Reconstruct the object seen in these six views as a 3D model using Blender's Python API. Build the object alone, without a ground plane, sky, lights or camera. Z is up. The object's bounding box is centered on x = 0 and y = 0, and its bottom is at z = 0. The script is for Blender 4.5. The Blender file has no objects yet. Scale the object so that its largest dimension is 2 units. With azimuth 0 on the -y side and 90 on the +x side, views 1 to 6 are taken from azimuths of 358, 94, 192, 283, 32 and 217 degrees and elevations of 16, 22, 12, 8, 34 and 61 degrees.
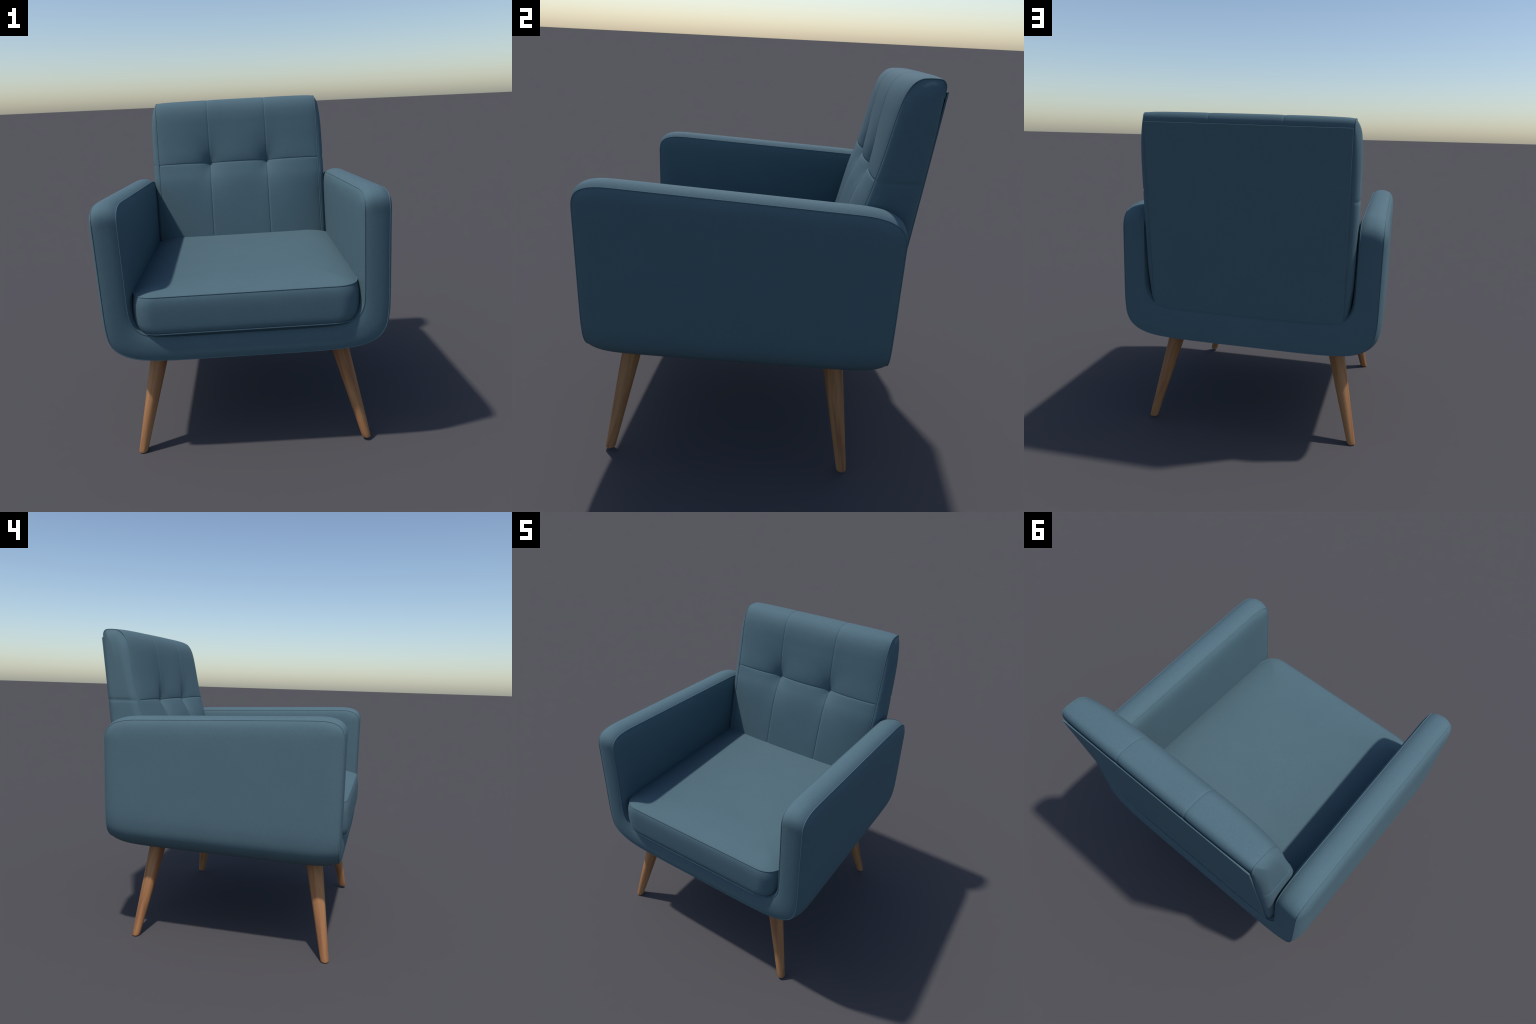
"""Upholstered mid-century armchair: U-shaped padded shell, loose seat cushion,
button-tufted reclined backrest with a back board, four splayed tapered legs."""
import bpy
import numpy as np
from mathutils import Matrix, Vector

# ------------------------------------------------------------------ helpers
def smooth_curve(ctrl, n):
    """Catmull-Rom (centripetal) through control rows, resampled evenly by arc length of cols 0-1."""
    P = np.array(ctrl, float)
    P = np.vstack([2 * P[0] - P[1], P, 2 * P[-1] - P[-2]])
    out = []
    for i in range(1, len(P) - 2):
        p0, p1, p2, p3 = P[i - 1:i + 3]
        d = [max(np.linalg.norm(b[:2] - a[:2]), 1e-6) ** 0.5 for a, b in ((p0, p1), (p1, p2), (p2, p3))]
        t0, t1 = 0.0, d[0]
        t2, t3 = t1 + d[1], t1 + d[1] + d[2]
        for t in np.linspace(t1, t2, 24, endpoint=False):
            A1 = (t1 - t) / (t1 - t0) * p0 + (t - t0) / (t1 - t0) * p1
            A2 = (t2 - t) / (t2 - t1) * p1 + (t - t1) / (t2 - t1) * p2
            A3 = (t3 - t) / (t3 - t2) * p2 + (t - t2) / (t3 - t2) * p3
            B1 = (t2 - t) / (t2 - t0) * A1 + (t - t0) / (t2 - t0) * A2
            B2 = (t3 - t) / (t3 - t1) * A2 + (t - t1) / (t3 - t1) * A3
            out.append((t2 - t) / (t2 - t1) * B1 + (t - t1) / (t2 - t1) * B2)
    out.append(P[-2])
    return resample(np.array(out), n)


def resample(P, n, ncol=2):
    s = np.concatenate([[0], np.cumsum(np.linalg.norm(np.diff(P[:, :ncol], axis=0), axis=1))])
    q = np.linspace(0, s[-1], n) if np.isscalar(n) else np.asarray(n) * s[-1]
    return np.stack([np.interp(q, s, P[:, k]) for k in range(P.shape[1])], 1)


def polyline_distance(pts, line):
    """Distance of every pts row (..., 2) to a polyline (m, 2)."""
    shp = pts.shape[:-1]
    p = pts.reshape(-1, 2)
    best = np.full(len(p), 1e9)
    for a, b in zip(line[:-1], line[1:]):
        ab = b - a
        L = ab @ ab
        if L < 1e-14:
            continue
        t = np.clip(((p - a) @ ab) / L, 0, 1)
        best = np.minimum(best, np.linalg.norm(p - a - t[:, None] * ab, axis=1))
    return best.reshape(shp)


def make_mesh(name, verts, faces, mat, parent, smooth=True, merge=False):
    me = bpy.data.meshes.new(name)
    me.from_pydata([tuple(v) for v in verts], [], faces)
    if merge:
        import bmesh
        bm = bmesh.new()
        bm.from_mesh(me)
        bmesh.ops.remove_doubles(bm, verts=bm.verts, dist=2e-5)
        bmesh.ops.recalc_face_normals(bm, faces=bm.faces)
        bm.to_mesh(me)
        bm.free()
    me.update()
    if smooth:
        me.polygons.foreach_set("use_smooth", [True] * len(me.polygons))
    me.materials.append(mat)
    ob = bpy.data.objects.new(name, me)
    bpy.context.scene.collection.objects.link(ob)
    ob.parent = parent
    return ob


def grid_faces(nu, nv, base=0, close_u=False, close_v=False, flip=False):
    F = []
    for i in range(nu if close_u else nu - 1):
        i2 = (i + 1) % nu
        for j in range(nv if close_v else nv - 1):
            j2 = (j + 1) % nv
            q = (base + i * nv + j, base + i2 * nv + j, base + i2 * nv + j2, base + i * nv + j2)
            F.append(q[::-1] if flip else q)
    return F


def grid_object(name, G, mat, parent, flip=False, **kw):
    nu, nv = G.shape[:2]
    close_u = kw.pop("close_u", False)
    return make_mesh(name, G.reshape(-1, 3), grid_faces(nu, nv, close_u=close_u, flip=flip), mat, parent, **kw)


def tube(path, radius, closed, seg=8):
    """Round bead along a path; returns verts, faces."""
    P = np.asarray(path, float)
    keep = np.concatenate([[True], np.linalg.norm(np.diff(P, axis=0), axis=1) > 1e-6])
    P = P[keep]
    if closed:
        if np.linalg.norm(P[0] - P[-1]) < 1e-6:
            P = P[:-1]
        T = np.roll(P, -1, 0) - np.roll(P, 1, 0)
    else:
        T = np.gradient(P, axis=0)
    T /= np.linalg.norm(T, axis=1)[:, None]
    N = np.zeros_like(P)
    ref = np.array([0, 0, 1.0]) if abs(T[0][2]) < .9 else np.array([1.0, 0, 0])
    n = np.cross(T[0], ref)
    for i in range(len(P)):
        n = n - T[i] * (n @ T[i])
        n = n / np.linalg.norm(n)
        N[i] = n
    B = np.cross(T, N)
    a = np.linspace(0, 2 * np.pi, seg, endpoint=False)
    V = P[:, None] + radius * (np.cos(a)[None, :, None] * N[:, None] + np.sin(a)[None, :, None] * B[:, None])
    return V.reshape(-1, 3), grid_faces(len(P), seg, close_u=closed, close_v=True)


def joined_tubes(name, paths, radius, mat, parent, closed):
    V, F = [], []
    for p in paths:
        v, f = tube(p, radius, closed)
        o = sum(len(x) for x in V)
        F += [tuple(i + o for i in q) for q in f]
        V.append(v)
    return make_mesh(name, np.vstack(V), F, mat, parent)


# ------------------------------------------------------------------ materials
def fabric_material():
    m = bpy.data.materials.new("teal_blue_fabric")
    m.use_nodes = True
    nt = m.node_tree
    N, L = nt.nodes, nt.links
    bsdf = N["Principled BSDF"]
    tc = N.new("ShaderNodeTexCoord")
    big = N.new("ShaderNodeTexNoise")
    big.inputs["Scale"].default_value = 5.0
    big.inputs["Detail"].default_value = 3.0
    fine = N.new("ShaderNodeTexNoise")
    fine.inputs["Scale"].default_value = 160.0
    fine.inputs["Detail"].default_value = 3.0
    weave = N.new("ShaderNodeTexVoronoi")
    weave.inputs["Scale"].default_value = 420.0
    for t in (big, fine, weave):
        L.new(tc.outputs["Object"], t.inputs["Vector"])
    ramp = N.new("ShaderNodeValToRGB")
    ramp.color_ramp.elements[0].position = 0.3
    ramp.color_ramp.elements[0].color = FABRIC_DARK
    ramp.color_ramp.elements[1].position = 0.7
    ramp.color_ramp.elements[1].color = FABRIC_LIGHT
    mixv = N.new("ShaderNodeMath")
    mixv.operation = "MULTIPLY_ADD"
    mixv.inputs[1].default_value = 0.25
    half = N.new("ShaderNodeMath")
    half.operation = "MULTIPLY"
    half.inputs[1].default_value = 0.75
    L.new(fine.outputs["Fac"], half.inputs[0])
    L.new(big.outputs["Fac"], mixv.inputs[0])
    L.new(half.outputs[0], mixv.inputs[2])
    L.new(mixv.outputs[0], ramp.inputs["Fac"])
    L.new(ramp.outputs["Color"], bsdf.inputs["Base Color"])
    bump = N.new("ShaderNodeBump")
    bump.inputs["Strength"].default_value = 0.12
    bump.inputs["Distance"].default_value = 0.002
    L.new(weave.outputs["Distance"], bump.inputs["Height"])
    L.new(bump.outputs["Normal"], bsdf.inputs["Normal"])
    bsdf.inputs["Roughness"].default_value = 0.85
    bsdf.inputs["Specular IOR Level"].default_value = 0.25
    return m


def wood_material():
    m = bpy.data.materials.new("warm_brown_wood")
    m.use_nodes = True
    nt = m.node_tree
    N, L = nt.nodes, nt.links
    bsdf = N["Principled BSDF"]
    tc = N.new("ShaderNodeTexCoord")
    info = N.new("ShaderNodeObjectInfo")
    off = N.new("ShaderNodeVectorMath")
    off.operation = "ADD"
    scale = N.new("ShaderNodeMath")
    scale.operation = "MULTIPLY"
    scale.inputs[1].default_value = 7.0
    L.new(info.outputs["Random"], scale.inputs[0])
    L.new(tc.outputs["Object"], off.inputs[0])
    L.new(scale.outputs[0], off.inputs[1])
    mp = N.new("ShaderNodeMapping")
    mp.inputs["Scale"].default_value = (30.0, 30.0, 1.9)
    L.new(off.outputs[0], mp.inputs["Vector"])
    grain = N.new("ShaderNodeTexNoise")
    grain.inputs["Scale"].default_value = 1.0
    grain.inputs["Detail"].default_value = 2.5
    grain.inputs["Distortion"].default_value = 0.6
    L.new(mp.outputs[0], grain.inputs["Vector"])
    ramp = N.new("ShaderNodeValToRGB")
    cr = ramp.color_ramp
    cr.elements[0].position = 0.34
    cr.elements[0].color = WOOD_DARK
    cr.elements[1].position = 0.66
    cr.elements[1].color = WOOD_LIGHT
    cr.elements.new(0.50).color = WOOD_RED
    L.new(grain.outputs["Fac"], ramp.inputs["Fac"])
    L.new(ramp.outputs["Color"], bsdf.inputs["Base Color"])
    bsdf.inputs["Roughness"].default_value = 0.55
    bsdf.inputs["Specular IOR Level"].default_value = 0.3
    return m


FABRIC_DARK = (0.071, 0.127, 0.154, 1)
FABRIC_LIGHT = (0.084, 0.146, 0.176, 1)
WOOD_DARK = (0.27, 0.112, 0.050, 1)
WOOD_RED = (0.355, 0.163, 0.068, 1)
WOOD_LIGHT = (0.41, 0.205, 0.088, 1)
FABRIC = fabric_material()
WOOD = wood_material()

# ------------------------------------------------------------------ root
# the chair stands very slightly out of true (a fraction of a degree)
chair = bpy.data.objects.new("armchair", None)
bpy.context.scene.collection.objects.link(chair)
chair["label"] = "blue upholstered armchair with tufted back and splayed wooden legs"
chair["category"] = "armchair"
ax = np.array([1, -.0075, .0105]); ax /= np.linalg.norm(ax)
az = np.array([-.0105, 0, 1.0]); az -= ax * (az @ ax); az /= np.linalg.norm(az)
ay = np.cross(az, ax)
chair.matrix_world = Matrix(((ax[0], ay[0], az[0], .011), (ax[1], ay[1], az[1], .004),
                             (ax[2], ay[2], az[2], .0071), (0, 0, 0, 1)))

# ------------------------------------------------------------------ shell
Y_FRONT, Y_BACK = -.781, .680
# half outlines (x, height above the bottom line) from where the side starts to curve, to the middle
OUTER_CORNER = [(.778, .30), (.777, .235), (.773, .177), (.762, .121), (.739, .080), (.699, .047),
                (.638, .022), (.560, .009), (.440, .002), (.30, 0.0), (0, 0)]
INNER_CORNER = [(.646, .26), (.6455, .185), (.640, .118), (.623, .072), (.594, .039), (.550, .018),
                (.474, .006), (.35, .001), (.22, 0.0), (0, 0)]


def arm_top(y):
    """Height of the arm-top seam: gentle fall to the back, rounded at both ends."""
    z = 1.4755 - .0385 * (y + .6)
    u = np.clip((y - Y_FRONT) / .22, 0, 1)
    z = z - .13 * (1 - (1 - (1 - u) ** 3.5) ** (1 / 3.5))
    u = np.clip((Y_BACK - y) / .24, 0, 1)
    return z - .14 * (1 - (1 - (1 - u) ** 3.0) ** (1 / 3.0))


NY, NS, NC = 130, 56, 60
th = np.linspace(0, np.pi, NY)
col_y = Y_FRONT + (Y_BACK - Y_FRONT) * (.5 - .5 * np.cos(th))
# pull extra columns to the very ends so that the rounded arm corners stay smooth
w = np.abs(2 * (np.arange(NY) / (NY - 1)) - 1) ** 3
col_y = np.where(np.arange(NY) < NY / 2,
                 Y_FRONT + (col_y - Y_FRONT) ** (1 + .25 * w) , Y_BACK - (Y_BACK - col_y) ** (1 + .25 * w))


def u_column(y, corner, half_x, zb_front, zb_back):
    """Points (x, z) of the U at depth y, right arm top -> bottom middle -> left arm top."""
    t = (y - Y_FRONT) / (Y_BACK - Y_FRONT)
    zb = zb_front + (zb_back - zb_front) * t
    c = smooth_curve(corner, NC)
    c[:, 1] += zb
    top = arm_top(y)
    f = np.linspace(0, 1, NS, endpoint=False) ** 1.7
    side = np.stack([np.full(NS, c[0, 0]), top + (c[0, 1] - top) * f], 1)
    half = np.vstack([side, c])
    return np.vstack([half, half[-2::-1] * [-1, 1]])


def u_sheet(corner, half_x, zf, zb, bulge, lam, sign, bottom_gain=1.0):
    """Padded sheet: base grid G0 (seam to seam) and puffed grid G."""
    cols = [u_column(y, corner, half_x, zf, zb) for y in col_y]
    G0 = np.array([[(x, y, z) for x, z in c] for y, c in zip(col_y, cols)])
    # flat development: (y, arc length from bottom middle)
    U = []
    for c in cols:
        s = np.concatenate([[0], np.cumsum(np.linalg.norm(np.diff(c, axis=0), axis=1))])
        U.append(s - s[len(s) // 2])
    U = np.array(U)
    flat = np.stack([np.repeat(col_y[:, None], U.shape[1], 1), U], -1)
    d = np.minimum(flat[..., 0] - Y_FRONT, Y_BACK - flat[..., 0])
    half = U.shape[1] // 2
    top_r = flat[:, 0]
    top_l = flat[:, -1]
    d[:, :half + 1] = np.minimum(d[:, :half + 1], polyline_distance(flat[:, :half + 1], top_r))
    d[:, half:] = np.minimum(d[:, half:], polyline_distance(flat[:, half:], top_l))
    tang = np.gradient(G0, axis=1)
    n = np.stack([-tang[..., 2], np.zeros_like(d), tang[..., 0]], -1)
    n /= np.linalg.norm(n, axis=-1)[..., None]
    n *= -1  # travelling down the right side, this points outwards
    if n[len(n) // 2, 2, 0] * sign < 0:
        n *= -1
    down = np.clip(np.abs(n[..., 2]), 0, 1)
    amt = bulge * (1 + (bottom_gain - 1) * down) * (1 - np.exp(-d / (lam * (1 + .8 * (bottom_gain > 1) * down))))
    return G0, G0 + n * amt[..., None]


O0, O = u_sheet(OUTER_CORNER, .778, .605, .630, .028, .034, +1, 1.35)
I0, I = u_sheet(INNER_CORNER, .646, .742, .816, .0225, .032, -1)

shell = grid_object("shell", O, FABRIC, chair, flip=False)
lining = grid_object("lining", I, FABRIC, shell, flip=True)


def rim_loop(G):
    return np.vstack([G[0, :], G[1:, -1], G[-1, -2::-1], G[-2:0:-1, 0]])


ring_o, ring_i = rim_loop(O0), rim_loop(I0)
dz = np.gradient(arm_top(col_y), col_y)
top_n = np.stack([np.zeros(NY), -dz, np.ones(NY)], 1)
top_n /= np.linalg.norm(top_n, axis=1)[:, None]
top_n[0], top_n[-1] = (0, -1, 0), (0, 1, 0)
nS = O0.shape[1]
ring_n = np.vstack([np.tile([0, -1.0, 0], (nS, 1)), top_n[1:], np.tile([0, 1.0, 0], (nS - 1, 1)), top_n[-2:0:-1]])
crown = .007 - .003 * ring_n[:, 1] + .016 * np.clip(ring_n[:, 2], 0, 1) ** .9
v = .5 - .5 * np.cos(np.linspace(0, np.pi, 22))
dome = 1 - np.abs(2 * v - 1) ** 2.4
RIM = (ring_o[:, None] * (1 - v)[None, :, None] + ring_i[:, None] * v[None, :, None]
       + ring_n[:, None] * (crown[:, None] * dome[None])[..., None])
grid_object("border", RIM, FABRIC, shell, close_u=True)
joined_tubes("piping", [ring_o, ring_i], .0030, FABRIC, shell, True)

# ------------------------------------------------------------------ backrest
HALF_W = .588
SEAM_X = .210
SEAM_Z = 1.544
# side profile of the piped edge: y, z, how far the middle stands proud of the edge
PROFILE = [(.372, .80, .032), (.420, 1.025, .036), (.458, 1.20, .037), (.503, 1.42, .035), (.521, 1.487, .034),
           (.535, 1.544, .033), (.565, 1.672, .029), (.588, 1.788, .026), (.606, 1.868, .026), (.621, 1.914, .025),
           (.637, 1.944, .022), (.656, 1.966, .016), (.680, 1.979, .009), (.710, 1.983, .006), (.745, 1.983, .006),
           (.764, 1.980, .006), (.774, 1.971, .005), (.780, 1.956, .005), (.780, 1.930, .002), (.778, 1.900, .0),
           (.7755, 1.86, 0.), (.7665, 1.75, 0.), (.7445, 1.53, 0.), (.717, 1.27, 0.), (.690, 1.02, 0.), (.667, .80, 0.)]
NP = 420
prof = smooth_curve(PROFILE, NP)
pt = np.gradient(prof[:, :2], axis=0)
pt /= np.linalg.norm(pt, axis=1)[:, None]
pn = np.stack([-pt[:, 1], pt[:, 0]], 1)            # outward: to the front on the way up
arc = np.concatenate([[0], np.cumsum(np.linalg.norm(np.diff(prof[:, :2], axis=0), axis=1))])
apex = int(np.argmax(prof[:, 1]))
s_seam = np.interp(SEAM_Z, prof[:apex, 1], arc[:apex])


def packed(lo, hi, n, centre_list, width, gain):
    """Monotone samples from lo to hi, denser around the listed centres."""
    q = np.linspace(lo, hi, 4000)
    dens = 1 + sum(gain * np.exp(-((q - c) / width) ** 2) for c in centre_list)
    cum = np.cumsum(dens)
    cum = (cum - cum[0]) / (cum[-1] - cum[0])
    return np.interp(np.linspace(0, 1, n), cum, q)


xs = packed(-HALF_W, HALF_W, 190, [-HALF_W, -SEAM_X, SEAM_X, HALF_W], .03, 4)
sarc = packed(0, arc[-1], NP, [s_seam], .05, 4)
PY = np.interp(sarc, arc, prof[:, 0]); PZ = np.interp(sarc, arc, prof[:, 1])
CR = np.interp(sarc, arc, prof[:, 2])
NYv = np.interp(sarc, arc, pn[:, 0]); NZv = np.interp(sarc, arc, pn[:, 1])
X, S = np.meshgrid(xs, sarc, indexing="ij")
ds = S - s_seam
front = 1 / (1 + np.exp((S - arc[apex]) / .02))
off = CR[None] * (1 - np.abs(X / HALF_W) ** 4)
# soft valley along the cross seam, deep pull at the two tufting points
off -= .018 * (1 - np.abs(X / HALF_W) ** 2.5) * np.exp(-np.sqrt(ds ** 2 + .006 ** 2) / .07)
for bx in (-SEAM_X, SEAM_X):
    r = np.sqrt(((X - bx) / .070) ** 2 + (ds / .120) ** 2 + .05 ** 2)
    off -= .053 * np.exp(-r)
# stitched seams
dv = np.minimum(np.abs(X - SEAM_X), np.abs(X + SEAM_X))
de = HALF_W - np.abs(X)
seam_gain = np.interp(S, [0, s_seam, s_seam + .12, arc[apex]], [.8, 1.0, .65, .6])
off -= seam_gain * (.0032 * np.exp(-dv / .014) + .0022 * np.exp(-(dv / .004) ** 2))
off -= front * (.0013 * np.exp(-np.abs(ds) / .012) + .0020 * np.exp(-(ds / .004) ** 2))
off += .004 * (1 - np.exp(-de / .018))
CUSH = np.stack([X, PY[None] + NYv[None] * off, PZ[None] + NZv[None] * off], -1)
backrest = grid_object("backrest", CUSH, FABRIC, chair, flip=True)

# side gussets: filled between the front run and the back run of the profile
NT, NV = 170, 46
tt = 1 - (1 - np.linspace(0, 1, NT)) ** 1.6
run_f = resample(prof[:apex + 1, :2], tt)
run_b = resample(prof[apex:, :2][::-1], tt)
vv = .5 - .5 * np.cos(np.linspace(0, np.pi, NV))
SG = run_f[:, None] * (1 - vv)[None, :, None] + run_b[:, None] * vv[None, :, None]
i_ft = int(np.argmin(np.abs(prof[:apex, 0] - .650)))        # where the front run turns into the top
i_tb = int(np.argmin(np.abs(prof[apex:, 1] - 1.960))) + apex


def extended(line):
    """Polyline carried straight on past both ends, so distances to it stay smooth."""
    a, b = line[0] - line[2], line[-1] - line[-3]
    return np.vstack([line[0] + a / np.linalg.norm(a), line, line[-1] + b / np.linalg.norm(b)])


def rounded(dist, radius):
    return np.sqrt(np.clip(1 - (1 - np.clip(dist / radius, 0, 1)) ** 2, 0, 1))


d = polyline_distance(SG, prof[:, :2])
puff = .045 * (rounded(polyline_distance(SG, extended(prof[:i_ft + 1, :2])), .050)
               * (1 - np.exp(-polyline_distance(SG, extended(prof[i_ft:i_tb + 1, :2])) / .050))
               * rounded(polyline_distance(SG, extended(prof[i_tb:, :2])), .050))
puff *= np.interp(SG[..., 1], [.80, .88, 1.05, 2.0], [.35, .62, .97, 1.0])
dsn = SG[..., 1] - SEAM_Z
edge_fade = 1 - np.exp(-d / .012)
puff -= edge_fade * (.003 * np.exp(-np.abs(dsn) / .012) + .003 * np.exp(-(dsn / .005) ** 2))
V, F = [], []
for sgn in (1, -1):
    G = np.stack([sgn * (HALF_W + puff), SG[..., 0], SG[..., 1]], -1)
    F += grid_faces(NT, NV, base=sum(len(q) for q in V), flip=sgn < 0)
    V.append(G.reshape(-1, 3))
make_mesh("side_gusset", np.vstack(V), F, FABRIC, backrest)

i_end = int(np.argmin(np.abs(prof[apex:, 1] - 1.90))) + apex
edge = resample(prof[:i_end, :2], 260)
joined_tubes("piping", [np.stack([np.full(260, s * (HALF_W + .001)), edge[:, 0], edge[:, 1]], 1) for s in (1, -1)],
             .0026, FABRIC, backrest, False)

# back board: thin upholstered panel, slightly proud of the cushion
zt, zb_, hw, thick = 1.934, .79, .5825, .0085
yo = lambda z: .7960 - .1060 * (zt - z)
V = [(sx * hw, yo(z) - o, z) for z in (zb_, zt) for sx in (-1, 1) for o in (0, thick)]
F = [(0, 2, 6, 4), (1, 5, 7, 3), (0, 4, 5, 1), (2, 3, 7, 6), (4, 6, 7, 5), (0, 1, 3, 2)]
panel = make_mesh("back_panel", V, F, FABRIC, backrest, smooth=False, merge=True)
bev = panel.modifiers.new("round", "BEVEL")
bev.width = .0022
bev.segments = 3

# ------------------------------------------------------------------ seat cushion
def plan_outline(hx, yf, yb, r_front, r_back, n=220):
    """Right half of a rounded-rectangle plan, from front middle round to back middle."""
    a = np.linspace(0, np.pi / 2, 40)
    e = 2 / 2.2
    cf = np.stack([hx - r_front + r_front * np.sin(a) ** e, yf + r_front - r_front * np.cos(a) ** e], 1)
    cb = np.stack([hx - r_back + r_back * np.cos(a) ** e, yb - r_back + r_back * np.sin(a) ** e], 1)
    return resample(np.vstack([[(0, yf)], cf, cb, [(0, yb)]]), n)


def full_ring(half):
    return np.vstack([half, half[-2:0:-1] * [-1, 1]])


SEAT_BACK = .56
Z_LOW, Z_HIGH = .771, .982
levels = .5 - .5 * np.cos(np.linspace(0, np.pi, 26))
wall = []
for wv in levels:
    puffed = (1 - np.exp(-(1 - wv) / .13)) * (1 - np.exp(-wv / .06))
    hx = np.interp(wv, [0, .06, .15, .26, .48, .75, 1], [.602, .614, .623, .630, .634, .632, .622])
    yf = -.799 + .003 * wv - .014 * puffed
    ring = full_ring(plan_outline(hx, yf, SEAT_BACK, .13, .08))
    squeeze = np.clip((ring[:, 1] + .71) / .14, 0, 1)                # pressed against the arms further back
    ring[:, 0] *= 1 + .022 * squeeze ** 2 * (3 - 2 * squeeze)
    rise = np.clip((ring[:, 1] + .6) / 1.0, 0, 1) * .008 * wv       # the back of the seat is plumper
    wall.append(np.column_stack([ring, Z_LOW + (Z_HIGH - Z_LOW) * wv + rise]))
WALL = np.array(wall)
seat = grid_object("seat_cushion", WALL.transpose(1, 0, 2), FABRIC, chair, close_u=True, flip=True)


def crowned_cap(ring, height, lam, n=40):
    """Domed panel inside a ring: rings shrink to the middle and rise with distance from the edge."""
    c = np.array([0, (ring[:, 1].min() + ring[:, 1].max()) / 2])
    f = (np.linspace(0, 1, n)) ** 1.5
    rows = []
    for k in f:
        p = ring.copy()
        p[:, :2] = ring[:, :2] * (1 - k) + c * k
        rows.append(p)
    C = np.array(rows)
    d_edge = polyline_distance(C[..., :2], np.vstack([ring[:, :2], ring[:1, :2]]))
    zmean = np.interp(C[..., 1], [-.8, -.6, .4], [ring[0, 2], ring[0, 2], ring[:, 2].max()])
    k = f[:, None] ** .5
    C[..., 2] = C[..., 2] * (1 - k) + zmean * k + height * (1 - np.exp(-d_edge / lam))
    return C


grid_object("top_panel", crowned_cap(WALL[-1], .042, .09).transpose(1, 0, 2), FABRIC, seat, close_u=True, flip=True)
grid_object("base_panel", crowned_cap(WALL[0], -.012, .05).transpose(1, 0, 2), FABRIC, seat, close_u=True)
joined_tubes("piping", [WALL[0] * [1.006, 1.006, 1]], .0045, FABRIC, seat, True)
joined_tubes("piping", [WALL[-1]], .0032, FABRIC, seat, True)

# ------------------------------------------------------------------ legs
LEG_TOP = .64


def leg_mesh(dx, dy):
    """Tapered round leg standing on its own origin, leaning by (dx, dy) per unit height."""
    r0, r1 = .0262, .0515
    rad = lambda z: r0 + (r1 - r0) * z / .55
    rows = [(0, .0), (0, rad(0) - .007), (.0012, rad(0) - .0034), (.0035, rad(0) - .0010), (.007, rad(0))]
    rows += [(z, rad(z)) for z in np.linspace(.03, LEG_TOP, 22)] + [(LEG_TOP, .0)]
    a = np.linspace(0, 2 * np.pi, 40, endpoint=False)
    G = np.array([[(dx * z + r * np.cos(t), dy * z + r * np.sin(t), z) for t in a] for z, r in rows])
    return G


for x, y, dx, dy in ((.666, -.723, -.2455, .187), (-.666, -.723, .2455, .187),
                     (.668, .530, -.2418, -.1636), (-.668, .530, .2418, -.1636)):
    G = leg_mesh(dx, dy)
    # local z runs along the leaning leg, so that the wood grain follows it
    rot = Vector((0, 0, 1)).rotation_difference(Vector((dx, dy, 1)))
    back = np.array(rot.to_matrix().transposed())
    ob = make_mesh("leg", G.reshape(-1, 3) @ back.T, grid_faces(len(G), 40, close_v=True), WOOD, chair, merge=True)
    ob.location = (x, y, 0)
    ob.rotation_mode = "QUATERNION"
    ob.rotation_quaternion = rot
